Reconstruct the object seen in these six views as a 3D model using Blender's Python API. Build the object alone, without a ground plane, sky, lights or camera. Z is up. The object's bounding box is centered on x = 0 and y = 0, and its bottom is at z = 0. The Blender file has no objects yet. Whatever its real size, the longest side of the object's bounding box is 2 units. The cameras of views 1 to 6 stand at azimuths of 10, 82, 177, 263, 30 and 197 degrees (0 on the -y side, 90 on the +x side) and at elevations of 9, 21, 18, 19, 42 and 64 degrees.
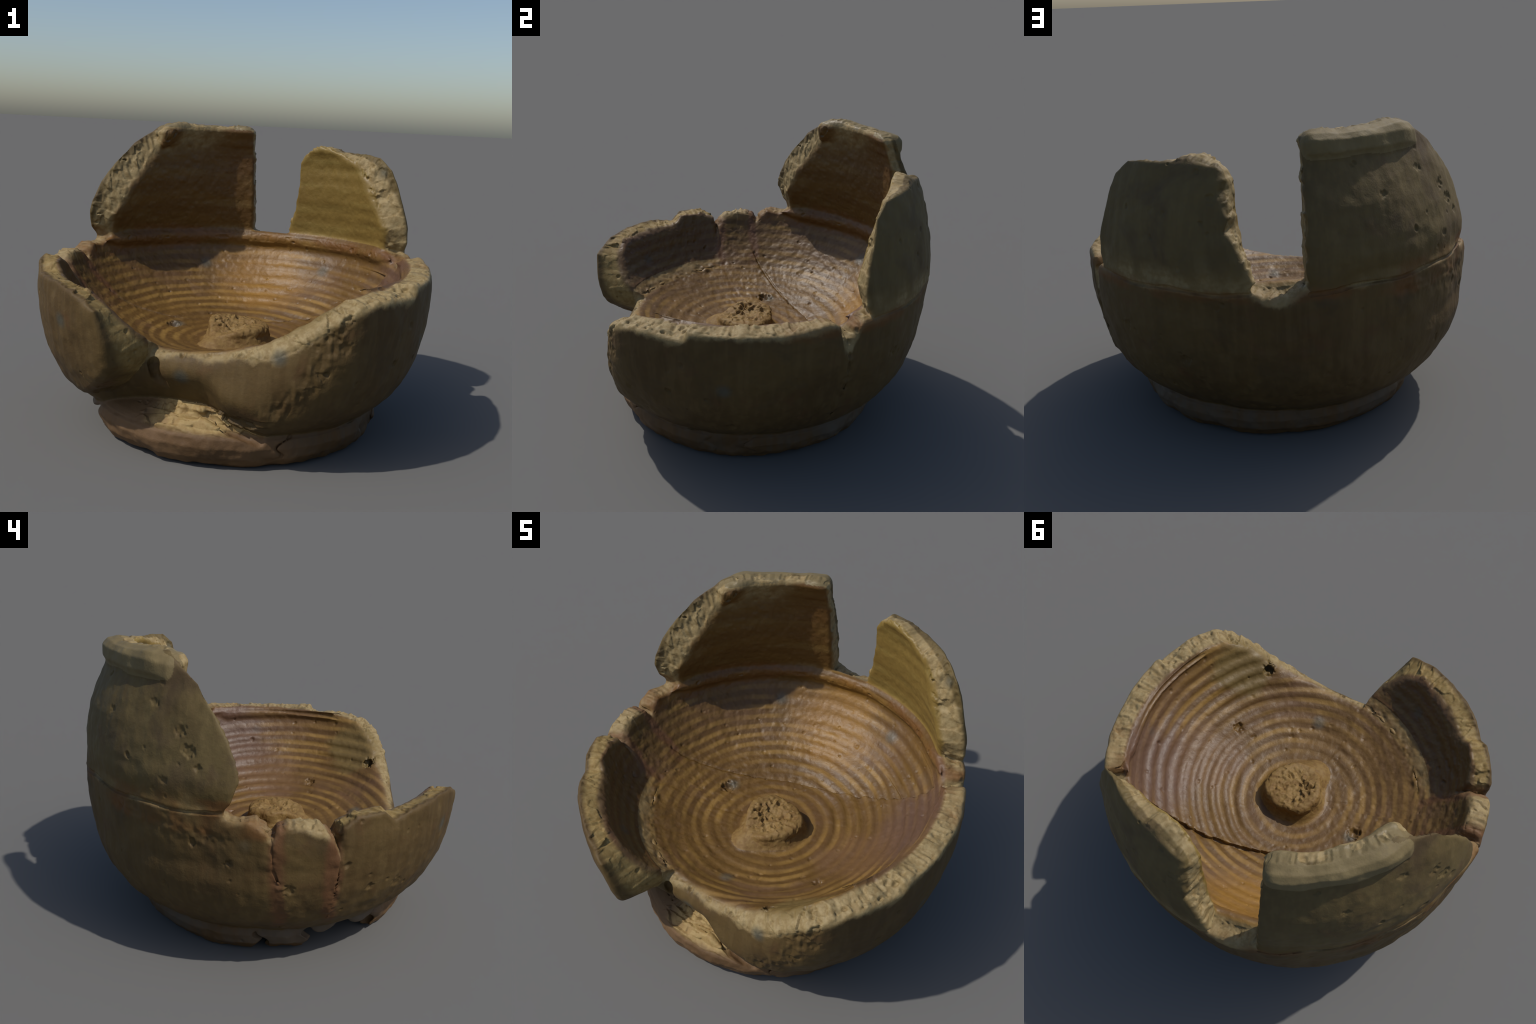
"""A thick-walled pottery bowl on a ring foot, broken and put together again from sherds.

The clay is described as a solid: a turned (revolved) bowl with an outer and an inner profile,
sherds cut out of the turned wall by fracture outlines given as (angle, height) corners, a ring
foot, and a rough stub in the middle of the floor.  The solid is polygonised once, given its
relief (throwing rings, chips, pits, lumps) and then split into its parts.
"""
import bpy, math
import numpy as np

RING = .077                                 # spacing of the throwing rings
H = 0.005                                   # mesh cell
AX, AY = 0.0, -0.044                        # axis of the potter's wheel
rng = np.random.default_rng(7)
f32 = np.float32

# ------------------------------------------------------------------ profiles (radius, height)
OUTER = [(0, .10), (.50, .10), (.62, .105), (.715, .15), (.79, .20), (.846, .25), (.886, .30), (.938, .40),
         (.966, .50), (.985, .60), (.995, .70), (.996, .80), (.987, .90), (.967, 1.0), (.942, 1.1),
         (.910, 1.2), (.873, 1.3), (.832, 1.4), (.795, 1.5), (.76, 1.62), (0, 1.62)]
INNER = [(0, .40), (.19, .405), (.37, .425), (.475, .455), (.54, .478), (.62, .52), (.70, .58), (.80, .685),
         (.850, .76), (.872, .82), (.870, .88), (.845, 1.0), (.828, 1.15), (.803, 1.32), (.765, 1.43),
         (.735, 1.5), (.70, 1.66), (0, 1.66)]
FOOT = [(0, .10), (.47, .10), (.50, .0), (.66, .0), (.695, .015), (.725, .055), (.742, .105), (.735, .145),
        (.70, .185), (.63, .24), (.5, .30), (0, .30)]

# ------------------------------------------------------------------ fracture lines (degrees, height)
RIM_OUT = [(-180, .80), (-175, .775), (-173, .745), (-171, .68), (-168, .50), (-112, .48), (-109, .478),
           (-107, .492), (-98, .505), (-85, .517), (-72, .54), (-66, .555), (-62, .60), (-56, .68), (-51, .74),
           (-46, .775), (-38, .80), (-26, .795), (-24.5, .80), (-23.5, .842), (-12, .838), (1, .84), (10, .855),
           (15, .87), (18.4, .86), (19.6, .76), (20.4, .725), (23, .735), (24.2, .82), (26, .86), (81, .86), (83, .83),
           (87, .815), (91, .84), (94, .87), (157, .865), (160, .83), (166, .838), (170, .79), (171.5, .735),
           (173, .785), (176, .808), (180, .80)]
RIM_IN = [(-180, .82), (-175, .80), (-172, .74), (-170, .68), (-167, .50), (-112, .50), (-108, .535), (-85, .54),
          (-68, .59), (-55, .715), (-46, .79), (-35, .82), (-24, .825), (-10, .842), (5, .852), (15, .862), (18, .84),
          (20, .80), (25, .81), (28, .86), (81, .865), (87, .845), (94, .86), (157, .85), (162, .82), (167, .835),
          (170, .80), (171.5, .76), (173, .80), (176, .815), (180, .82)]
TALL_OUT = [(94.5, .84), (95, 1.2), (95.5, 1.495), (100, 1.512), (136, 1.517), (141, 1.485), (145.5, 1.455),
            (150, 1.415), (155.5, 1.31), (160.8, 1.18), (163.6, 1.07), (163.8, 1.0), (161.6, .90), (159, .845), (125, .835)]
TALL_IN = [(95, .85), (94.5, 1.0), (95.5, 1.49), (105, 1.508), (133, 1.515), (138, 1.45), (143.5, 1.30), (152.5, 1.15),
           (157, 1.0), (157, .88), (157, .84), (125, .84)]
RIGHT_OUT = [(79.5, .845), (81.8, .90), (78.5, 1.0), (76, 1.09), (74, 1.12), (75, 1.18), (73, 1.237), (72, 1.29), (73, 1.33), (71.5, 1.395), (64, 1.412), (50, 1.408),
             (38, 1.40), (32, 1.33), (28, 1.133), (26.5, .995), (26.5, .915), (29.5, .855), (60, .84)]
RIGHT_IN = [(79, .855), (80.5, .90), (77.5, 1.015), (75.5, 1.2), (75.5, 1.316), (70, 1.40), (64, 1.43), (58, 1.415),
            (45.5, 1.34), (37, 1.17), (29.5, 1.0), (31.5, .86), (60, .85)]
FRONT_OUT = [(-170.5, .70), (-170, .785), (-166, .83), (-157, .832), (-153.5, .775), (-148, .80), (-133, .81),
             (-125, .785), (-115, .725), (-113, .58), (-113.2, .46), (-115.5, .405), (-121, .33), (-130, .255),
             (-150, .19), (-171, .17)]
FRONT_IN = [(-171, .70), (-170, .79), (-165, .82), (-156, .83), (-152, .78), (-140, .775), (-125, .775),
            (-119, .71), (-113, .62), (-109.5, .54), (-109.5, .48), (-113, .40), (-120, .33), (-132, .24), (-150, .19), (-171, .17)]
# outward lean of the two standing sherds: heights, metres
HIGH_LEAN = ((.9, 1.0, 1.1, 1.25, 1.4), (0, .014, .023, .038, .048))
TALL_LEAN = ((.95, 1.05, 1.2, 1.35, 1.45), (0, .018, .030, .022, .012))
# the join that crosses the floor, and other seams, as points in space
FLOOR_SEAM = [(-.72, .06, .66), (-.57, .12, .555), (-.36, .195, .45), (-.08, .30, .425), (.20, .33, .43),
              (.40, .335, .47), (.60, .31, .57), (.76, .30, .72)]
UNDERCUT = [(-.225, -.705, .44), (-.21, -.705, .38), (-.15, -.70, .268), (-.06, -.705, .236), (.03, -.705, .22), (.17, -.735, .172),
            (.28, -.75, .150)]
LEFT_SEAM = [(171.5, .76), (171.8, .60), (174.5, .48), (175, .36), (174, .22)]
LEFT_SEAM2 = [(-171, .72), (-170.5, .60), (-171, .45), (-172, .30)]
RIGHT_SEAM = [(21.5, .74), (22, .55), (20, .30)]


# ------------------------------------------------------------------ small maths kit
def smooth_poly(pts, n=6):
    p = np.array(pts, float)
    q = np.vstack([2 * p[0] - p[1], p, 2 * p[-1] - p[-2]])
    out = []
    for i in range(len(p) - 1):
        a, b, c, d = q[i:i + 4]
        for t in np.arange(n) / n:
            out.append(.5 * ((2 * b) + (c - a) * t + (2 * a - 5 * b + 4 * c - d) * t * t + (3 * b - a - 3 * c + d) * t ** 3))
    out.append(p[-1])
    return np.array(out)


def seg_dist(X, Y, poly, closed):
    d = np.full(X.shape, 1e9)
    p = np.array(poly, float)
    q = np.roll(p, -1, 0) if closed else p[1:]
    for a, b in zip(p, q):
        e = b - a
        t = np.clip(((X - a[0]) * e[0] + (Y - a[1]) * e[1]) / max(e @ e, 1e-12), 0, 1)
        d = np.minimum(d, (X - a[0] - t * e[0]) ** 2 + (Y - a[1] - t * e[1]) ** 2)
    return np.sqrt(d)


def inside_poly(X, Y, poly):
    p = np.array(poly, float)
    s = np.zeros(X.shape, bool)
    for a, b in zip(p, np.roll(p, -1, 0)):
        if a[1] != b[1]:
            s ^= ((a[1] > Y) != (b[1] > Y)) & (X < (b[0] - a[0]) * (Y - a[1]) / (b[1] - a[1]) + a[0])
    return s


class Table:
    """signed distance sampled on a plane, looked up bilinearly"""
    def __init__(self, x0, x1, y0, y1, step, fn):
        self.x0, self.y0, self.s = x0, y0, step
        X, Y = np.meshgrid(np.arange(x0, x1 + step, step), np.arange(y0, y1 + step, step), indexing="ij")
        self.t = fn(X, Y).astype(f32)

    def __call__(self, x, y):
        n, m = self.t.shape
        u = np.clip((x - self.x0) / self.s, 0, n - 1.001)
        v = np.clip((y - self.y0) / self.s, 0, m - 1.001)
        i, j = u.astype(np.int32), v.astype(np.int32)
        u, v = (u - i).astype(f32), (v - j).astype(f32)
        t = self.t.ravel()
        k = i * m + j
        return (t[k] * (1 - v) + t[k + 1] * v) * (1 - u) + (t[k + m] * (1 - v) + t[k + m + 1] * v) * u


def solid_table(poly):
    return Table(0, 1.2, -.12, 1.70, .005,
                 lambda X, Y: np.where(inside_poly(X, Y, poly), -1, 1) * seg_dist(X, Y, poly, False))


ARC = math.radians(1) * .94                  # metres of wall per degree


def sherd_table(poly):
    p = [(a * ARC, z) for a, z in poly]
    lo, hi = min(a for a, z in p) - .35, max(a for a, z in p) + .35
    return Table(lo, hi, .0, 1.70, .006,
                 lambda X, Y: np.where(inside_poly(X, Y, p), -1, 1) * seg_dist(X, Y, p, True))


def rim_table(line):
    p = [(a * ARC, z) for a, z in line]
    w = 360 * ARC
    ext = [(a - w, z) for a, z in p[-12:]] + p + [(a + w, z) for a, z in p[:12]]
    xs, zs = [a for a, z in p], [z for a, z in p]
    return Table(-181 * ARC, 181 * ARC, -.05, 1.70, .006,
                 lambda X, Y: np.where(Y < np.interp(X, xs, zs), -1, 1) * seg_dist(X, Y, ext, False))


def smax(a, b, k):
    h = np.clip(.5 + .5 * (a - b) / k, 0, 1)
    return b + (a - b) * h + k * h * (1 - h)


def smin(a, b, k):
    return -smax(-a, -b, k)


def sstep(a, b, x):
    t = np.clip((x - a) / (b - a), 0, 1)
    return t * t * (3 - 2 * t)


def hash3(i, j, k, seed):
    n = (i.astype(np.uint32) * np.uint32(374761393) + j.astype(np.uint32) * np.uint32(668265263)
         + k.astype(np.uint32) * np.uint32(2147483647 - 58) + np.uint32(seed * 1274126177 & 0xffffffff))
    n = (n ^ (n >> np.uint32(13))) * np.uint32(1274126177)
    n = n ^ (n >> np.uint32(16))
    return (n & np.uint32(0xffff)).astype(f32) / f32(32767.5) - f32(1)


def noise(p, seed=0):
    """smooth value noise, about -1..1"""
    f = np.floor(p)
    i = f.astype(np.int64)
    t = (p - f).astype(f32)
    t = t * t * t * (t * (t * 6 - 15) + 10)
    r = 0
    for a in (0, 1):
        for b in (0, 1):
            for c in (0, 1):
                w = (t[:, 0] if a else 1 - t[:, 0]) * (t[:, 1] if b else 1 - t[:, 1]) * (t[:, 2] if c else 1 - t[:, 2])
                r = r + w * hash3(i[:, 0] + a, i[:, 1] + b, i[:, 2] + c, seed)
    return r


def fbm(p, octaves=3, seed=0, gain=.5):
    r, a, tot = 0, 1., 0.
    for o in range(octaves):
        r = r + a * noise(p * (2.03 ** o) + 17.3 * o, seed + o)
        tot += a
        a *= gain
    return r / tot


def chips(p, seed=0):
    """broken facets: every cell has its own height and tilt"""
    f = np.floor(p).astype(np.int64)
    best, out = np.full(len(p), 1e9, f32), np.zeros(len(p), f32)
    for a in (-1, 0, 1):
        for b in (-1, 0, 1):
            for c in (-1, 0, 1):
                i, j, k = f[:, 0] + a, f[:, 1] + b, f[:, 2] + c
                q = np.stack([n + .5 + .45 * hash3(i, j, k, seed + m) for m, n in enumerate((i, j, k))], 1) - p
                d = (q * q).sum(1)
                h = .45 * hash3(i, j, k, seed + 5) + .9 * sum(q[:, m] * hash3(i, j, k, seed + 7 + m) for m in range(3))
                m = d < best
                best[m], out[m] = d[m], h[m]
    return out


# ------------------------------------------------------------------ the solid
T_OUT = solid_table(np.vstack([[(0, .10), (.5, .10)], smooth_poly(OUTER[2:-1]), [OUTER[-1]]]))
T_IN = solid_table(np.vstack([smooth_poly(INNER[:-1]), [INNER[-1]]]))
T_FOOT = solid_table(FOOT)
T_RIM_O, T_RIM_I = rim_table(RIM_OUT), rim_table(RIM_IN)
SHERDS = [(sherd_table(a), sherd_table(b)) for a, b in
          ((TALL_OUT, TALL_IN), (RIGHT_OUT, RIGHT_IN), (FRONT_OUT, FRONT_IN))]
LIP = [(.78, 1.415), (.848, 1.405), (.862, 1.43), (.857, 1.475), (.838, 1.495), (.80, 1.503), (.755, 1.498), (.745, 1.48)]
T_LIP = Table(.5, 1.1, 1.2, 1.7, .004, lambda X, Y: np.where(inside_poly(X, Y, LIP), -1, 1) * seg_dist(X, Y, LIP, True))


def polyline3(p, pts):
    pts = np.array(pts, f32)
    d = np.full(len(p), 1e9, f32)
    for a, b in zip(pts[:-1], pts[1:]):
        e = b - a
        t = np.clip(((p - a) @ e) / (e @ e), 0, 1)
        d = np.minimum(d, ((p - a - t[:, None] * e) ** 2).sum(1))
    return np.sqrt(d)


def on_wall(line):
    o = smooth_poly(OUTER[2:-1])
    out = []
    for a, z in line:
        r = np.interp(z, o[:, 1], o[:, 0])
        out.append((AX + r * math.cos(math.radians(a)), AY + r * math.sin(math.radians(a)), z))
    return out


SEAMS3 = [on_wall(s) for s in (LEFT_SEAM, LEFT_SEAM2, RIGHT_SEAM)]
NEAR_SEAM = [(AX + .665 * math.cos(math.radians(a)), AY + .665 * math.sin(math.radians(a)), zz) for a, zz in
             ((-172, .56), (-165, .525), (-150, .505), (-135, .505), (-120, .51), (-110, .53))]
SEAMS3.append(NEAR_SEAM)


def parts_of(p):
    """distance to each part at points p, with the depths used for relief and labels"""
    p = p.astype(f32)
    x, y, z = p[:, 0] - f32(AX), p[:, 1] - f32(AY), p[:, 2]
    r = np.sqrt(x * x + y * y)
    th = np.degrees(np.arctan2(y, x))
    # the wall is not quite round: how far it stands out of the turned profile
    ro = r + .022 * np.exp(-((th - 66) / 25) ** 2) * (1 - sstep(.72, .9, z))
    ro = ro - np.where(th < 88, np.interp(z, *HIGH_LEAN), np.interp(z, *TALL_LEAN) * (1 - .85 * sstep(103, 140, th))) * (th > 15)
    ro = ro + .024 * sstep(98, 112, th) * sstep(168, 152, th) * sstep(.48, .62, z) * sstep(1.0, .86, z)
    ro = ro - .012 * sstep(-65, -45, th) * sstep(5, -25, th)
    ro = ro - .010 * (sstep(150, 165, th) + sstep(-165, -178, th)) * sstep(.6, .5, z) * sstep(.2, .3, z)
    r_in = r - .022 * np.clip(np.cos(np.radians(th + 150)), 0, 1)
    r_in = r_in - sstep(-175, -168, th) * sstep(-108, -113, th) * sstep(.48, .55, z) * (-.004 + .028 * sstep(.74, .60, z))
    r_in = r_in + sstep(90, 96, th) * (.014 + .046 * sstep(98, 128, th)) * np.exp(-((z - 1.20) / .27) ** 2)
    r_in = r_in + .015 * sstep(90, 82, th) * (th > 15) * sstep(.95, 1.15, z)
    so, si = T_OUT(ro, z), T_IN(r_in, z)
    # floor beyond the seam stands a little proud
    seam_y = np.interp(x, [-.72, -.36, -.08, .2, .4, .76], [.104, .24, .345, .374, .38, .345])
    dy = y - seam_y
    si = si - .026 * np.where(dy > 0, np.exp(-dy / .10), 0) * sstep(-.5, 0, x) * (z < .75)
    w = np.clip(-so / np.maximum(si - so, .02), 0, 1)
    si = si + 0
    sa = th * f32(ARC)
    wall = smax(so, -si, .018)
    # lower bowl
    rim = T_RIM_O(sa, z) * (1 - w) + T_RIM_I(sa, z) * w
    face1 = -.17 * p[:, 0] - .97 * p[:, 1] + .15 * z - .805 - .035 * np.maximum(p[:, 0], 0)
    face2 = -.1 * p[:, 0] - .8 * p[:, 1] - .6 * z - .365 - .05 * sstep(.0, .15, p[:, 0]) - .18 * np.maximum(p[:, 0], 0)
    shell = smax(smax(wall, face1, .13), face2, .03)
    body = smax(shell, rim - .004 - .010 * sstep(-111, -105, th) * sstep(20, 16, th), .036)
    bead = np.sqrt((r - .868) ** 2 + ((z - .835) * .8) ** 2) - .030 * sstep(25, 36, th) * sstep(162, 150, th)
    body = smin(body, bead, .030)
    bead = np.sqrt((r - .887) ** 2 + ((z - .815) * .8) ** 2) - .036 * sstep(-48, -34, th) * sstep(17, 10, th)
    body = smin(body, np.maximum(bead, rim + .02), .012)
    hole = np.sqrt((p[:, 0] - .36) ** 2 + (p[:, 1] + .69) ** 2 + (z - .60) ** 2) - .026
    body = smax(body, -hole, .01)
    # ring foot
    rf = np.sqrt((x - .024) ** 2 + (y + .014) ** 2)
    foot = T_FOOT(rf - .008 * sstep(80, 110, th) * sstep(165, 150, th), z)
    tj = th + 1.5 * np.sin(z * 70) + 1.0 * np.sin(r * 90 + 1)
    gap = smax(np.abs(tj + 157) * .0122 - .21, z - .125 - .02 * np.sin(tj * .35), .03)
    gap = np.minimum(gap, np.maximum(np.abs(tj - 167) * .0122 - .046 + z * .38, .5 - r))
    gap = np.minimum(gap, np.maximum(np.abs(tj + 14) * .0122 - .09, .72 - rf + .2 * np.maximum(z - .08, 0)))
    gap = np.minimum(gap, np.maximum(np.abs(tj + 64 - z * 30) * .0122 - .005, .715 - rf))
    foot = smax(foot, -gap, .015)
    # stub on the floor
    kx, ky = p[:, 0] - .024, p[:, 1] + .068
    kr = np.sqrt(kx * kx + ky * ky)
    ka = np.arctan2(ky, kx)
    krad = .155 + .008 * np.sin(3 * ka + 1) + .003 * np.sin(7 * ka) + .45 * np.maximum(.455 - z, 0)
    slump = .05 * np.exp(-(((kx + .06) / .09) ** 2 + ((ky + .12) / .07) ** 2))
    knob = smax(kr - krad, z - (.520 - .05 * kr - slump - .10 * kx - .022 * np.exp(-(kr / .075) ** 2)), .03)
    knob = np.maximum(knob, .36 - z)
    knob = smin(knob, np.sqrt((kx + .08) ** 2 + (ky + .14) ** 2 + ((z - .40) * 1.5) ** 2) - .085, .04)
    # sherds of the upper wall
    out = []
    for (a, b), k in zip(SHERDS, (.03, .035, .03)):
        e = a(sa, z) * (1 - w) + b(sa, z) * w
        out.append(smax(wall, e, k))
    lip = smax(T_LIP(r + .008 + .010 * sstep(105, 125, th) + .022 * sstep(128, 140, th), z + .02 * sstep(128, 141, th)), np.maximum(96.6 - th, th - 140) * f32(ARC), .055)
    lip = lip - .014 - .004 * np.sin(np.radians(th) * 9) - .003 * np.sin(np.radians(th) * 23 + 20 * z)
    groove = np.minimum.reduce([polyline3(p, s) for s in SEAMS3])
    flat = p.copy()
    flat[:, 2] = 0
    fl = np.hypot(polyline3(flat, [(a, b, 0) for a, b, c in FLOOR_SEAM]), np.minimum(np.abs(si), 1) + (z > .8))
    under = polyline3(p, UNDERCUT)
    jz = z - .852 - .006 * np.sin(np.radians(th) * 14)
    joint = np.sqrt(so * so + jz * jz) + np.maximum(np.maximum(26 - th, th - 160), 0) * .02 + np.maximum(0, 7 - np.abs(th - 88)) * .02
    return dict(body=body, foot=foot, knob=knob, tall=out[0], right=out[1], front=out[2], lip=lip), \
        dict(so=so, si=si, w=w, r=r, th=th, z=z, rim=rim, face1=face1, face2=face2, groove=groove, fl=fl, kr=kr, under=under, joint=joint)


def solid(p):
    d, q = parts_of(p)
    b = smin(d["body"], d["foot"], .016)
    b = smin(b, d["knob"], .03)
    b = smin(b, d["front"], .012)
    u = smin(d["tall"], d["lip"], .020)
    u = np.minimum(u, d["right"])
    b = smin(b, u, .02)
    b = np.maximum(b, .0045 - q["groove"])
    b = smax(b, .028 - q["under"], .012)
    b = np.maximum(b, .009 - q["joint"])
    b = np.maximum(b, .0075 - q["fl"] - .02 * sstep(-.10, .15, p[:, 0]))
    return b


def solid_chunks(p, n=600000):
    return np.concatenate([solid(p[i:i + n]) for i in range(0, len(p), n)])


# ------------------------------------------------------------------ polygonise (surface nets)
def polygonise():
    B = 8
    lo = np.array([-1.06, -1.06, -.03])
    nb = np.array([math.ceil(2.12 / (B * H)), math.ceil(2.12 / (B * H)), math.ceil(1.62 / (B * H))])
    N = nb * B
    I = np.stack(np.meshgrid(*[np.arange(n) for n in nb], indexing="ij"), -1).reshape(-1, 3)
    dc = solid_chunks(lo + (I * B + B / 2) * H)
    act = np.abs(dc) < B * H * .87 + .03
    G = np.empty(tuple(N), f32)
    G.reshape(nb[0], B, nb[1], B, nb[2], B)[:] = np.where(dc < 0, -1, 1).reshape(nb)[:, None, :, None, :, None]
    off = np.stack(np.meshgrid(*[np.arange(B)] * 3, indexing="ij"), -1).reshape(-1, 3)
    A = I[act]
    for s in range(0, len(A), 1200):
        n = (A[s:s + 1200, None, :] * B + off[None]).reshape(-1, 3)
        G[n[:, 0], n[:, 1], n[:, 2]] = solid(lo + n * H)
    neg = G < 0
    c = np.zeros(tuple(N - 1), np.int8)
    for a in (0, 1):
        for b in (0, 1):
            for k in (0, 1):
                c += neg[a:N[0] - 1 + a, b:N[1] - 1 + b, k:N[2] - 1 + k]
    cell = np.argwhere((c > 0) & (c < 8))
    del c
    ids = np.full(tuple(N), -1, np.int32)
    ids[cell[:, 0], cell[:, 1], cell[:, 2]] = np.arange(len(cell))
    corner = np.array([(a, b, k) for a in (0, 1) for b in (0, 1) for k in (0, 1)])
    val = np.stack([G[cell[:, 0] + a, cell[:, 1] + b, cell[:, 2] + k] for a, b, k in corner], 1)
    acc, cnt = np.zeros((len(cell), 3)), np.zeros(len(cell))
    for i in range(8):
        for j in range(i + 1, 8):
            if abs(corner[i] - corner[j]).sum() == 1:
                a, b = val[:, i], val[:, j]
                m = (a < 0) != (b < 0)
                t = np.where(m, a / np.where(m, a - b, 1), 0)
                acc += m[:, None] * (corner[i] + t[:, None] * (corner[j] - corner[i]))
                cnt += m
    V = lo + (cell + acc / cnt[:, None]) * H
    F = []
    for ax in range(3):
        u, v = (ax + 1) % 3, (ax + 2) % 3
        sl0 = [slice(None)] * 3
        sl1 = [slice(None)] * 3
        sl0[ax], sl1[ax] = slice(0, -1), slice(1, None)
        a, b = neg[tuple(sl0)], neg[tuple(sl1)]
        e = np.argwhere(a != b)
        e = e[(e[:, u] > 0) & (e[:, v] > 0)]
        eu, ev = np.eye(3, dtype=int)[u], np.eye(3, dtype=int)[v]
        q = [e - eu - ev, e - ev, e, e - eu]
        quad = np.stack([ids[k[:, 0], k[:, 1], k[:, 2]] for k in q], 1)
        flip = ~neg[e[:, 0], e[:, 1], e[:, 2]]
        quad[flip] = quad[flip][:, ::-1]
        F.append(quad[(quad >= 0).all(1)])
    return V, np.concatenate(F)


def normals(V, F):
    n = np.cross(V[F[:, 2]] - V[F[:, 0]], V[F[:, 3]] - V[F[:, 1]])
    N = np.zeros_like(V)
    for k in range(4):
        for c in range(3):
            N[:, c] += np.bincount(F[:, k], n[:, c], len(V))
    return N / np.maximum(np.linalg.norm(N, axis=1, keepdims=True), 1e-12)


def largest_piece(V, F):
    lab = np.arange(len(V))
    while True:
        m = lab[F].min(1)
        new = lab.copy()
        for k in range(4):
            np.minimum.at(new, F[:, k], m)
        new = new[new]
        if (new == lab).all():
            break
        lab = new
    big = np.bincount(lab).argmax()
    F = F[lab[F[:, 0]] == big]
    used = np.unique(F)
    re = np.full(len(V), -1)
    re[used] = np.arange(len(used))
    return V[used], re[F]


def pits(V, pts, rad, depth):
    """sum of small dents at the given points"""
    d = np.zeros(len(V))
    order = np.argsort(V[:, 0])
    jag = noise(V * 75, 99)
    xs = V[order, 0]
    for c, r, h in zip(pts, rad, depth):
        i0, i1 = np.searchsorted(xs, c[0] - 2.2 * r), np.searchsorted(xs, c[0] + 2.2 * r)
        k = order[i0:i1]
        q = V[k] - c
        e = (q ** 2).sum(1) / (r * r)
        e = e * np.clip(1 + 1.0 * jag[k], .45, 2)
        d[k] -= h * np.exp(-e * e)
    return d


V, F = polygonise()
V, F = largest_piece(V, F)
N = normals(V, F)
D, Q = parts_of(V)
inner = sstep(.80, .97, Q["w"]) * (np.abs(Q["si"]) < .03) * (Q["kr"] > .21)
outer = sstep(-.022, -.004, Q["so"])
front_face = (sstep(-.03, -.006, Q["face1"]) + sstep(-.03, -.006, Q["face2"])) * (D["body"] < .02) * (Q["rim"] < -.03)
frac = np.clip(1 - inner - outer - np.clip(front_face, 0, 1), 0, 1) * (V[:, 2] > .22) * (Q["kr"] > .24)
knob = sstep(.21, .15, Q["kr"]) * (V[:, 2] > .39)
th, r, z = Q["th"], Q["r"], V[:, 2]

disp = .006 * fbm(V * 6, 2, 3) + outer * .0045 * fbm(V * 13, 2, 4)
# throwing rings inside, stronger on one side, winding outward
ip = smooth_poly(INNER[:-1])
arc = np.concatenate([[0], np.cumsum(np.hypot(*np.diff(ip, axis=0).T))])
k68 = np.searchsorted(ip[:, 1], .60)
s = np.where(z > .56, np.interp(z, ip[k68 - 6:, 1], arc[k68 - 6:]), np.interp(r, ip[:k68, 0], arc[:k68])) + .03 * th / 360
wob = .010 * noise(V * 5, 11)
ring = np.sin(2 * np.pi * (s + wob) / RING)
ring = np.sign(ring) * np.abs(ring) ** .8
amp = (.0028 + .0028 * np.cos(np.radians(th + 5))) * sstep(.25, .33, r) * (1 - .75 * sstep(.66, .80, z))
disp += inner * ring * amp * np.clip(.75 + .7 * noise(V * 3.5, 5), .1, 1.4)
disp += inner * (.0020 + .002 * sstep(.2, -.4, V[:, 0])) * fbm(V * 32, 2, 21)
# scraped vertical strokes outside
st = np.stack([V[:, 0] * 28, V[:, 1] * 28, V[:, 2] * 3], 1)
disp += outer * (.0014 * noise(st, 31) + .0012 * fbm(V * 25, 2, 33))
# broken edges: facets across the wall, strokes, crumbs
m = np.flatnonzero(frac > .02)
pv = V[m]
along = np.stack([np.radians(th[m]) * .92 * 24, r[m] * 11, z[m] * 22], 1)
along += .5 * np.stack([noise(pv * 9, 81), noise(pv * 9, 82), noise(pv * 9, 83)], 1)
patch = sstep(-.25, .35, noise(pv * 5, 84))
calm = 1 - .75 * (D["front"][m] < .02) * sstep(-128, -121, th[m]) * (z[m] < .74)
calm = calm * (1 - .7 * (r[m] < .90) * (z[m] > .79) * (z[m] < .885) * (th[m] > 24) * (th[m] < 163))
disp[m] += calm * frac[m] * (.007 * fbm(pv * 12, 2, 41) + .009 * patch * chips(along, 43) + .005 * (1 - patch) * chips(along * .6, 45)
                      + .006 * noise(np.stack([np.radians(th[m]) * 58, r[m] * 7, z[m] * 26], 1) + noise(pv * 8, 86)[:, None], 87)
                      + .0022 * fbm(pv * 45, 2, 47) - .002)
# crumbly top of the stub
m = np.flatnonzero(knob > .02)
pv = V[m]
core = sstep(.135, .09, Q["kr"][m]) * (z[m] > .46)
disp[m] += knob[m] * (.005 * fbm(pv * 18, 2, 51) + (.004 + .008 * core) * chips(pv * 38, 53) + .009 * core * fbm(pv * 30, 3, 55, .7))
# lumps of filler along the seams
disp += outer * np.exp(-(Q["groove"] / .028) ** 2) * (.012 * fbm(V * 24, 2, 57) + .002)
disp += inner * np.exp(-(Q["groove"] / .035) ** 2) * (.014 * fbm(V * 26, 2, 58))
disp += inner * np.exp(-(Q["fl"] / .05) ** 2) * (.004 * fbm(V * 30, 2, 59))
# foot: nibbled lower edge
ft = (D["foot"] < .015) & (z < .16)
disp += ft * (.008 * fbm(V * 9, 2, 91) + .004 * fbm(V * 22, 2, 92) - .006 * sstep(.15, .5, noise(V * 9, 93)) * sstep(.075, .03, z))
# chipped ledge above the foot in front
ledge = sstep(-118, -106, th) * sstep(-62, -72, th) * (r > .62) * sstep(.15, .17, z) * sstep(.27, .25, z)
disp += ledge * (.012 * fbm(V * 12, 2, 61) + .017 * chips(V * np.array([10, 18, 38]), 63))
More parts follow.
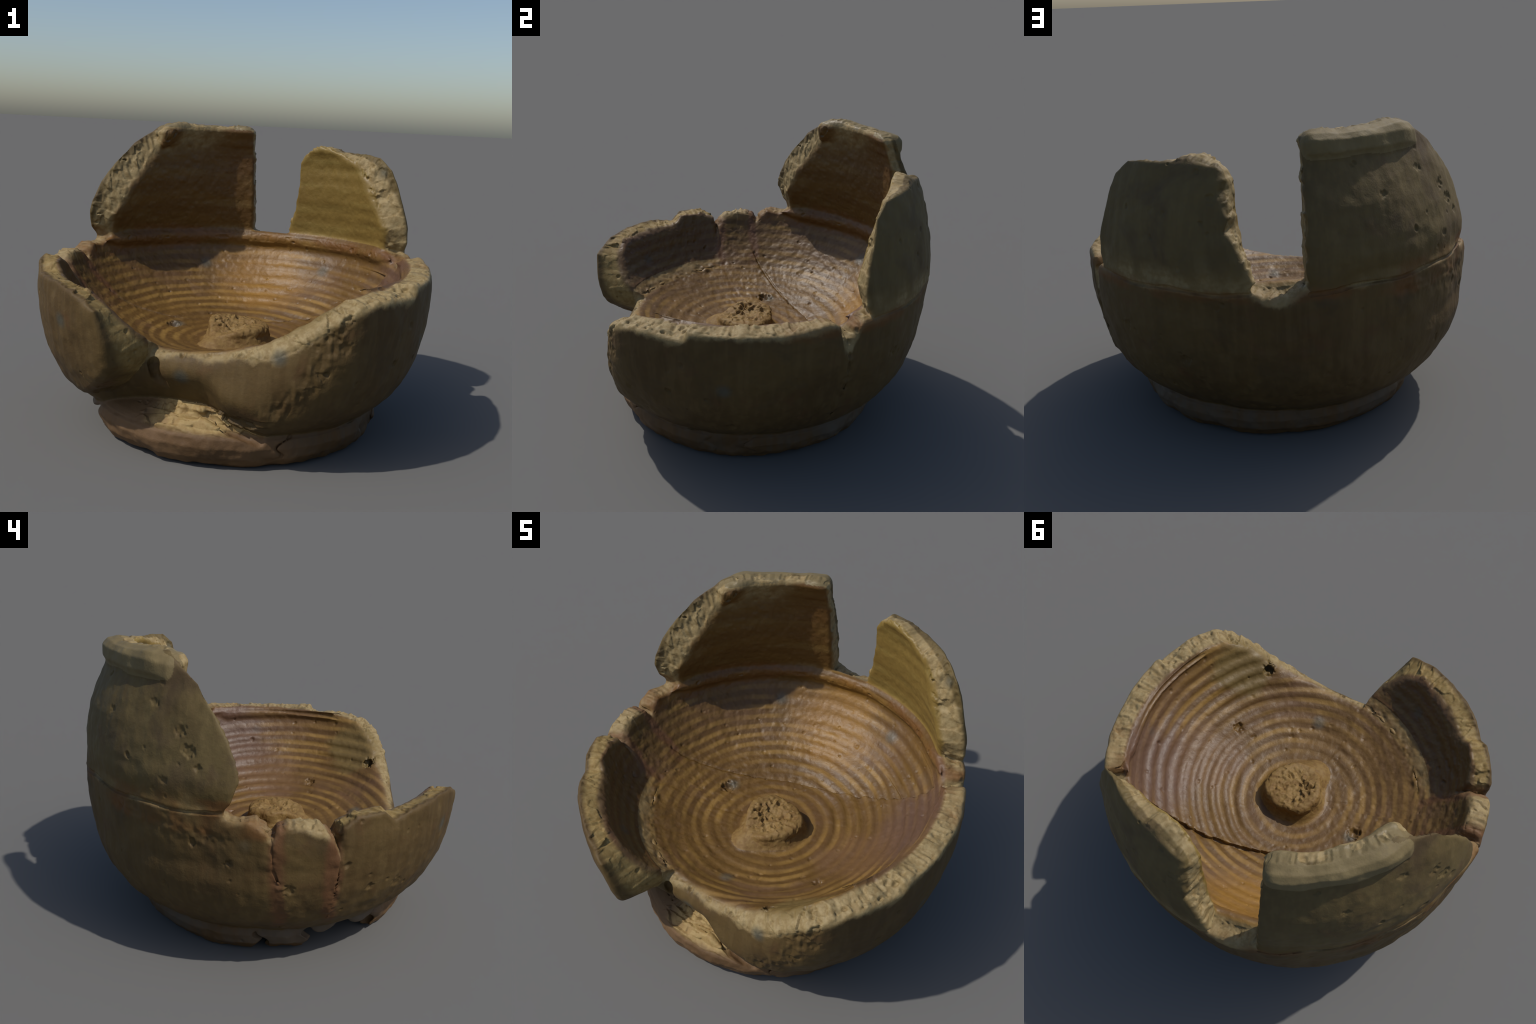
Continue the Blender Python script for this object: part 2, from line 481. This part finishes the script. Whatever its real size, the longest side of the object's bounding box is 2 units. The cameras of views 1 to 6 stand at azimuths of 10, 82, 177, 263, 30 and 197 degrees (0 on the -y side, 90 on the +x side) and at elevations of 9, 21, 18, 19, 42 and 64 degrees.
# scar below the tall sherd outside and along the inner join
scar = outer * np.exp(-((z - .80 + .0016 * np.clip(th - 120, -20, 60)) / .05) ** 2) * sstep(115, 128, th) * sstep(168, 155, th)
disp += scar * (.012 * fbm(V * 22, 2, 71) - .004)
# dents and pits
idx = np.flatnonzero((frac > .5) & (th > -52) & (th < -22))
pk = rng.choice(idx, 18, replace=False)
disp += pits(V, V[pk], rng.uniform(.008, .018, 18), rng.uniform(.006, .016, 18))
idx = np.flatnonzero((inner > .8) & (z < .8))
pk = rng.choice(idx, 120, replace=False)
disp += pits(V, V[pk], rng.uniform(.005, .011, 120), rng.uniform(.002, .006, 120))
idx = np.flatnonzero(outer > .8)
pk = rng.choice(idx, 90, replace=False)
disp += pits(V, V[pk], rng.uniform(.006, .014, 90), rng.uniform(.002, .007, 90))
idx = np.flatnonzero(frac > .8)
pk = rng.choice(idx, 50, replace=False)
disp += pits(V, V[pk], rng.uniform(.007, .014, 50), rng.uniform(.004, .010, 50))
idx = np.flatnonzero((knob > .8) & (z > .47))
idx = idx[Q["kr"][idx] < .11]
pk = rng.choice(idx, 16, replace=False)
disp += pits(V, V[pk], rng.uniform(.006, .012, 16), rng.uniform(.005, .014, 16))
dent = [(149, 1.12), (146, 1.20), (152, 1.05), (135, 1.30), (128, 1.05), (142, .98), (118, 1.22), (160, .62), (176, .50),
        (-168, .60), (-160, .45), (-150, .42), (140, .45), (150, .70), (-30, .50), (-12, .30), (60, .50), (40, .62), (70, 1.25),
        (-55, .66), (-58, .62), (-52, .68), (-50, .62)]
pw = np.array(on_wall(dent))
near = [np.argmin(((V - c) ** 2).sum(1)) for c in pw]
disp += pits(V, V[near], rng.uniform(.014, .026, len(near)), rng.uniform(.006, .012, len(near)))
BIG = [((-.358, .08, .43), .030, .028), ((.442, -.353, .47), .022, .02), ((.359, -.714, .60), .028, .03),
       ((-.056, -.078, .53), .022, .03), ((-.66, -.70, .33), .014, .015), ((-.52, -.80, .40), .014, .012)]
disp += pits(V, np.array([b[0] for b in BIG]), [b[1] for b in BIG], [b[2] for b in BIG])
V = V + N * disp[:, None]
V[:, 2] = np.maximum(V[:, 2], 0.0)
N = normals(V, F)


# ------------------------------------------------------------------ materials
class Nodes:
    def __init__(self, name):
        self.m = bpy.data.materials.new(name)
        self.m.use_nodes = True
        self.t = self.m.node_tree
        self.t.nodes.clear()

    def new(self, kind, **kw):
        n = self.t.nodes.new(kind)
        for k, v in kw.items():
            setattr(n, k, v)
        return n

    def put(self, sock, v):
        if hasattr(v, "is_output"):
            self.t.links.new(v, sock)
        elif isinstance(v, tuple) and len(v) == 3 and sock.type == "RGBA":
            sock.default_value = (*v, 1)
        else:
            sock.default_value = v

    def math(self, op, a, b=0., c=0., clamp=False):
        n = self.new("ShaderNodeMath", operation=op, use_clamp=clamp)
        for s_, v in zip(n.inputs, (a, b, c)):
            self.put(s_, v)
        return n.outputs[0]

    def vmath(self, op, a, b):
        n = self.new("ShaderNodeVectorMath", operation=op)
        self.put(n.inputs[0], a)
        self.put(n.inputs[1], b)
        return n.outputs[0]

    def step(self, v, lo, hi, a=0., b=1.):
        n = self.new("ShaderNodeMapRange", interpolation_type="SMOOTHSTEP")
        for k, q in zip(("Value", "From Min", "From Max", "To Min", "To Max"), (v, lo, hi, a, b)):
            self.put(n.inputs[k], q)
        return n.outputs[0]

    def noise(self, vec, scale, detail=3., rough=.55, dist=0.):
        n = self.new("ShaderNodeTexNoise")
        self.put(n.inputs["Vector"], vec)
        for k, q in zip(("Scale", "Detail", "Roughness", "Distortion"), (scale, detail, rough, dist)):
            n.inputs[k].default_value = q
        return n.outputs["Fac"]

    def mix(self, f, a, b, mode="MIX"):
        n = self.new("ShaderNodeMix", data_type="RGBA", blend_type=mode)
        self.put(n.inputs[0], f)
        self.put(n.inputs[6], a)
        self.put(n.inputs[7], b)
        return n.outputs[2]

    def curve(self, v, pts):
        n = self.new("ShaderNodeFloatCurve")
        c = n.mapping.curves[0]
        while len(c.points) < len(pts):
            c.points.new(.5, .5)
        for q, (a, b) in zip(c.points, pts):
            q.location = (a, b)
            q.handle_type = "VECTOR"
        n.mapping.update()
        self.put(n.inputs["Value"], v)
        return n.outputs[0]

    def finish(self, colour, rough, bump_h, strength=.5, dist=.004, spec=.4):
        b = self.new("ShaderNodeBump")
        b.inputs["Strength"].default_value = strength
        b.inputs["Distance"].default_value = dist
        self.put(b.inputs["Height"], bump_h)
        p = self.new("ShaderNodeBsdfPrincipled")
        self.put(p.inputs["Base Color"], colour)
        self.put(p.inputs["Roughness"], rough)
        self.put(p.inputs["Specular IOR Level"], spec)
        self.t.links.new(b.outputs[0], p.inputs["Normal"])
        o = self.new("ShaderNodeOutputMaterial")
        self.t.links.new(p.outputs[0], o.inputs[0])
        return self.m


def srgb(h):
    c = [int(h[i:i + 2], 16) / 255 for i in (0, 2, 4)]
    return tuple(x / 12.92 if x <= .04045 else ((x + .055) / 1.055) ** 2.4 for x in c)


OUT_LOW = srgb("57441F")
SPOTS = [(-.335, .681, .675), (.392, .652, .684), (.003, -.519, .456), (-.34, .11, .43), (-.09, -.74, .40),
         (.36, -.82, .56), (-.63, -.79, .63), (.70, .45, 1.30), (-.92, .20, .72), (.97, -.28, .55),
         (-.55, -.65, .62), (.86, -.07, .70)]


def pottery(name, inside, outside, broken, edge="wall", in_at=(.74, .95), out_at=(.10, .30), inner_shift=None, lower=False):
    """clay whose colour depends on which side of the wall it is: slip inside, outside, raw break between"""
    g = Nodes(name)
    co = g.new("ShaderNodeTexCoord").outputs["Object"]
    p = g.vmath("SUBTRACT", co, (AX, AY, 0))
    sep = g.new("ShaderNodeSeparateXYZ")
    g.put(sep.inputs[0], p)
    x, y, zz = sep.outputs
    rr = g.math("SQRT", g.math("ADD", g.math("MULTIPLY", x, x), g.math("MULTIPLY", y, y)))
    ang = g.math("ARCTAN2", y, x)
    big = g.noise(co, 2.2, 3)
    mid = g.noise(co, 7, 4)
    fine = g.noise(co, 38, 4)
    speck = g.noise(co, 120, 2)
    # depth in the wall, 0 outside .. 1 inside
    zn = g.math("DIVIDE", zz, 1.7)
    o = smooth_poly(OUTER[2:-1], 2)
    i = smooth_poly(INNER[:-1], 2)
    ro = g.curve(zn, [(0, .5)] + [(b / 1.7, a) for a, b in o])
    ri = g.curve(zn, [(0, 0), (.39 / 1.7, 0)] + [(b / 1.7, a) for a, b in i])
    if inner_shift:
        sh = g.math("MULTIPLY", g.step(zz, .92, 1.12), g.step(ang, math.radians(98), math.radians(128)))
        ri = g.math("SUBTRACT", ri, g.math("MULTIPLY_ADD", sh, inner_shift, .012))
    w = g.math("DIVIDE", g.math("SUBTRACT", ro, rr), g.math("SUBTRACT", ro, ri))
    w = g.math("ADD", w, g.math("MULTIPLY", g.math("SUBTRACT", mid, .5), .22))
    m_in = g.step(w, *in_at)
    m_fl = g.math("MULTIPLY", g.step(rr, .68, .63), g.step(zz, .62, .58))
    m_fl = g.math("MULTIPLY", m_fl, g.step(zz, .37, .39))
    if edge == "wall" or edge == "rim":
        m_in = g.math("MAXIMUM", m_in, m_fl)
    m_br = g.step(w, *out_at)
    an = g.math("MULTIPLY_ADD", ang, 1 / (2 * math.pi), .5)
    rimz = g.curve(an, [((a + 180) / 360, b) for a, b in RIM_OUT])
    over = g.math("SUBTRACT", zz, rimz)
    over = g.math("ADD", over, g.math("MULTIPLY", g.math("SUBTRACT", mid, .5), .10))
    over = g.math("ADD", over, g.math("MULTIPLY", g.math("SUBTRACT", fine, .5), .04))
    if edge == "stub":
        m_in = g.math("MULTIPLY", m_in, 0.)
    # inside: rings of ochre and brown
    s_ = g.math("ADD", rr, g.math("MULTIPLY", g.math("MAXIMUM", g.math("SUBTRACT", zz, .40), 0.), .75))
    s_ = g.math("ADD", s_, g.math("MULTIPLY", ang, .012 / 6.283))
    s_ = g.math("ADD", s_, g.math("MULTIPLY", g.math("SUBTRACT", g.noise(co, 3.5, 1), .5), .03))
    ringv = g.math("SINE", g.math("MULTIPLY", s_, 2 * math.pi / .072))
    ringv = g.math("MULTIPLY_ADD", ringv, .5, .5)
    wide = g.noise(g.vmath("MULTIPLY", co, (.6, .6, 5.)), 3., 2)
    part = g.step(g.noise(co, 2.6, 2), .38, .62)
    c_in = g.mix(g.math("MULTIPLY", g.step(ringv, .2, 1.), g.math("MULTIPLY_ADD", part, .75, .2)), inside[0], inside[1])
    c_in = g.mix(g.math("MULTIPLY", g.step(big, .48, .68), .55), c_in, inside[2])
    c_in = g.mix(g.math("MULTIPLY", g.step(wide, .5, .68), .45), c_in, inside[3])
    # outside: scraped, streaked vertically
    streak = g.noise(g.vmath("MULTIPLY", co, (11., 11., .9)), 2.5, 3)
    c_out = g.mix(g.step(big, .35, .65), outside[0], outside[1])
    c_out = g.mix(g.math("MULTIPLY", g.step(streak, .42, .66), .35), c_out, outside[2])
    c_out = g.mix(g.math("MULTIPLY", g.step(mid, .56, .74), .5), c_out, outside[3])
    c_out = g.mix(g.math("MULTIPLY", g.step(g.noise(co, 3.4, 4, .6, .6), .52, .70), .55), c_out, outside[4])
    c_out = g.mix(g.math("MULTIPLY", g.step(zz, 1.02, .86), g.step(mid, .35, .6, .55, 1.)), c_out, OUT_LOW) if lower else c_out
    # raw break
    c_br = g.mix(g.step(fine, .35, .65), broken[0], broken[1])
    c_br = g.mix(g.math("MULTIPLY", g.step(mid, .5, .7), .5), c_br, broken[2])
    if edge == "wall":
        col = g.mix(m_br, c_out, c_br)
        col = g.mix(m_in, col, c_in)
    elif edge == "rim":
        col = g.mix(g.step(over, -.034, .0), c_out, c_br)
        col = g.mix(m_in, col, c_in)
    elif edge == "foot":
        grey = g.step(g.math("ADD", zz, g.math("MULTIPLY", g.math("SUBTRACT", mid, .5), .10)), .045, .06)
        col = g.mix(grey, outside[1], c_out)
        fr = g.math("MULTIPLY", g.step(ang, -2.6, -2.3), g.step(ang, -.75, -1.05))
        col = g.mix(g.math("MULTIPLY", fr, .8), col, g.mix(g.step(big, .4, .62), srgb("684E32"), srgb("5A432A")))
        lit = g.math("MULTIPLY", g.step(zz, .15, .18), g.step(ang, -2.0, -1.80))
        lit = g.math("MULTIPLY", lit, g.step(ang, -1.05, -1.2))
        col = g.mix(lit, col, c_br)
    else:
        col = c_br
    if edge in ("wall", "rim"):
        # smears of red-brown glue clay along the joins
        jo = g.math("ABSOLUTE", g.math("SUBTRACT", g.math("SUBTRACT", zz, .835),
                                       g.math("MULTIPLY", g.math("SUBTRACT", g.noise(co, 6, 2), .5), .09)))
        left = g.math("MULTIPLY", g.step(x, -.25, -.55), g.step(y, -.05, .2))
        jo = g.math("SUBTRACT", jo, g.math("MULTIPLY", left, .05))
        jo = g.math("MULTIPLY", g.step(jo, .045, .008), g.step(y, .0, .15))
        jo = g.math("MULTIPLY", jo, g.step(g.noise(co, 4.3, 2), .30, .60))
        col = g.mix(g.math("MULTIPLY", jo, .8), col, srgb("64421F"))
        # upright joins on the left
        wig = g.math("MULTIPLY", g.math("SUBTRACT", g.noise(co, 5, 2), .5), .14)
        for a in (173, 188.5):
            full = g.math("ADD", ang, g.math("MULTIPLY", g.math("LESS_THAN", ang, 0.), 2 * math.pi))
            dd = g.math("ABSOLUTE", g.math("ADD", g.math("SUBTRACT", full, math.radians(a)), wig))
            dd = g.math("MULTIPLY", g.step(dd, .055, .015), g.step(zz, .2, .3))
            dd = g.math("MULTIPLY", dd, g.step(rr, .6, .75))
            col = g.mix(g.math("MULTIPLY", dd, .7), col, srgb("5E3D26"))
        # fired patches inside: mauve on one side, golden at the gap
        for at, size, tone, much in (((.80, .10, .66), .42, "564036", .75), ((.02, .70, .60), .36, "8C6526", .6),
                                     ((.55, -.10, .48), .30, "6A4E34", .5)):
            d = g.new("ShaderNodeVectorMath", operation="DISTANCE")
            g.put(d.inputs[0], co)
            d.inputs[1].default_value = at
            dd = g.math("ADD", d.outputs["Value"], g.math("MULTIPLY", g.math("SUBTRACT", mid, .5), .3))
            dd = g.math("MULTIPLY", g.step(dd, size, size * .35), m_in)
            col = g.mix(g.math("MULTIPLY", dd, much), col, srgb(tone))
        # a patch where the slip is gone, inside near the hole
        d = g.new("ShaderNodeVectorMath", operation="DISTANCE")
        g.put(d.inputs[0], co)
        d.inputs[1].default_value = (.50, -.62, .66)
        dd = g.math("ADD", d.outputs["Value"], g.math("MULTIPLY", g.math("SUBTRACT", mid, .5), .2))
        col = g.mix(g.math("MULTIPLY", g.step(dd, .20, .12), .8), col, srgb("6A5830"))
    for sp in SPOTS:
        d = g.new("ShaderNodeVectorMath", operation="DISTANCE")
        g.put(d.inputs[0], co)
        d.inputs[1].default_value = sp
        col = g.mix(g.math("MULTIPLY", g.step(d.outputs["Value"], .055, .01), .55), col, srgb("454C48"))
    var = g.math("MULTIPLY_ADD", fine, .36, .82)
    hsv = g.new("ShaderNodeHueSaturation")
    g.put(hsv.inputs["Value"], var)
    g.put(hsv.inputs["Color"], col)
    rough = g.math("MULTIPLY_ADD", fine, .24, .39)
    rough = g.math("ADD", rough, g.math("MULTIPLY", g.math("SUBTRACT", 1., m_in), .15))
    bump = g.math("ADD", g.math("MULTIPLY", fine, .8), g.math("MULTIPLY", speck, .35))
    return g.finish(hsv.outputs[0], rough, bump, .45, .005, g.math("MULTIPLY_ADD", m_in, .14, .28))


IN = [srgb("59401C"), srgb("846632"), srgb("5F4530"), srgb("6C5024")]
IN_TALL = [srgb("5C421E"), srgb("644A22"), srgb("573A1A"), srgb("6C562E")]
IN_HIGH = [srgb("76602E"), srgb("7E6834"), srgb("6E5428"), srgb("82703C")]
OUT = [srgb("574525"), srgb("4C3A1E"), srgb("625030"), srgb("553A22"), srgb("42341F")]
OUT_UP = [srgb("605131"), srgb("554629"), srgb("6A5B38"), srgb("543F27"), srgb("483828")]
LIPC = [srgb("726444"), srgb("6A5C3E"), srgb("786A48"), srgb("665436"), srgb("6A5C3E")]
BR = [srgb("92805A"), srgb("7B6844"), srgb("86734E")]
MAT_BOWL = pottery("thrown_pottery", IN, OUT, BR, "rim")
MAT_NEAR = pottery("near_wall_pottery", [srgb("59401F"), srgb("66502A"), srgb("5A3E2A"), srgb("5C4A2C")], OUT,
                   [srgb("8A7548"), srgb("766036"), srgb("7C683E")], in_at=(.60, .78))
MAT_TALL = pottery("tall_wall_pottery", IN_TALL, OUT_UP, BR, inner_shift=.045, lower=True)
MAT_HIGH = pottery("high_wall_pottery", IN_HIGH, OUT_UP, BR, out_at=(-.12, .10), lower=True)
MAT_LIP = pottery("lip_pottery", LIPC, LIPC, LIPC)
MAT_FOOT = pottery("foot_pottery", IN, [srgb("574B3E"), srgb("553E23"), srgb("514A40"), srgb("5C452E"), srgb("4A3C2E")],
                   [srgb("90764A"), srgb("9A8458"), srgb("6C5232")], "foot")
MAT_KNOB = pottery("crumbled_clay", IN, OUT, [srgb("7E6438"), srgb("6C522D"), srgb("8C7448")], "stub")

# ------------------------------------------------------------------ split into parts
D, Q = parts_of(V)
C = V[F].mean(1)
DF = {k: v[F].mean(1) for k, v in D.items()}
thf, zf, rf = [Q[k][F].mean(1) for k in ("th", "z", "r")]
names = list(DF)
best = np.array(names)[np.stack([DF[k] for k in names]).argmin(0)]
upper = np.isin(best, ["tall", "right", "lip"])
lab = np.full(len(F), "bowl_floor", dtype=object)
body = np.isin(best, ["body", "front", "knob"])
wallzone = (rf > .72) | (zf > .62) | ((Q["so"][F].mean(1) > -.03) & (zf > .16))
lab[body & wallzone & (thf > -62) & (thf < 21.5)] = "wall_sherd_side"
lab[body & wallzone & (thf >= 21.5) & (thf <= 171.7)] = "wall_sherd_back"
lab[body & wallzone & ((thf > 171.7) | (thf < -171))] = "wall_sherd_left"
lab[(best == "front") & wallzone] = "wall_sherd_near"
lab[(best == "body") & (thf > -111) & (thf <= -62) & ((Q["face1"][F].mean(1) > -.05) | (Q["face2"][F].mean(1) > -.05) | (zf > .5)) & (zf > .17)] = "wall_sherd_front"
lab[best == "foot"] = "foot_ring"
kf = Q["kr"][F].mean(1)
lab[(best == "knob") | ((kf < .17) & (zf > .39) & (zf < .7))] = "floor_stub"
lab[best == "tall"] = "wall_sherd_tall"
lab[best == "right"] = "wall_sherd_high"
so_f = Q["so"][F].mean(1)
lab[best == "lip"] = np.where((so_f > -.045)[best == "lip"] | (zf > 1.495)[best == "lip"], "rim_lip", "wall_sherd_tall")

root = bpy.data.objects.new("broken_bowl", None)
bpy.context.scene.collection.objects.link(root)
root["label"] = "thick brown pottery bowl rebuilt from broken sherds"
root["category"] = "pottery bowl"
made = {}
PARTS = [("bowl_floor", "bowl_floor", MAT_BOWL), ("wall_sherd_back", "wall_sherd", MAT_BOWL), ("wall_sherd_side", "wall_sherd", MAT_BOWL),
         ("wall_sherd_left", "wall_sherd", MAT_BOWL), ("wall_sherd_near", "wall_sherd", MAT_NEAR),
         ("wall_sherd_front", "wall_sherd", MAT_BOWL), ("wall_sherd_tall", "wall_sherd", MAT_TALL),
         ("wall_sherd_high", "wall_sherd", MAT_HIGH), ("rim_lip", "rim_lip", MAT_LIP),
         ("foot_ring", "foot_ring", MAT_FOOT), ("floor_stub", "floor_stub", MAT_KNOB)]
for key, name, mat in PARTS:
    f = F[lab == key]
    if not len(f):
        continue
    used = np.unique(f)
    re = np.full(len(V), -1)
    re[used] = np.arange(len(used))
    me = bpy.data.meshes.new(name)
    me.vertices.add(len(used))
    me.vertices.foreach_set("co", V[used].astype(f32).ravel())
    me.loops.add(len(f) * 4)
    me.loops.foreach_set("vertex_index", re[f].astype(np.int32).ravel())
    me.polygons.add(len(f))
    me.polygons.foreach_set("loop_start", np.arange(0, len(f) * 4, 4, dtype=np.int32))
    me.update(calc_edges=True)
    me.polygons.foreach_set("use_smooth", np.ones(len(f), bool))
    me.normals_split_custom_set_from_vertices(N[used].astype(f32))
    me.materials.append(mat)
    ob = bpy.data.objects.new(name, me)
    bpy.context.scene.collection.objects.link(ob)
    made[key] = ob
    ob.parent = made["wall_sherd_tall"] if key == "rim_lip" else root
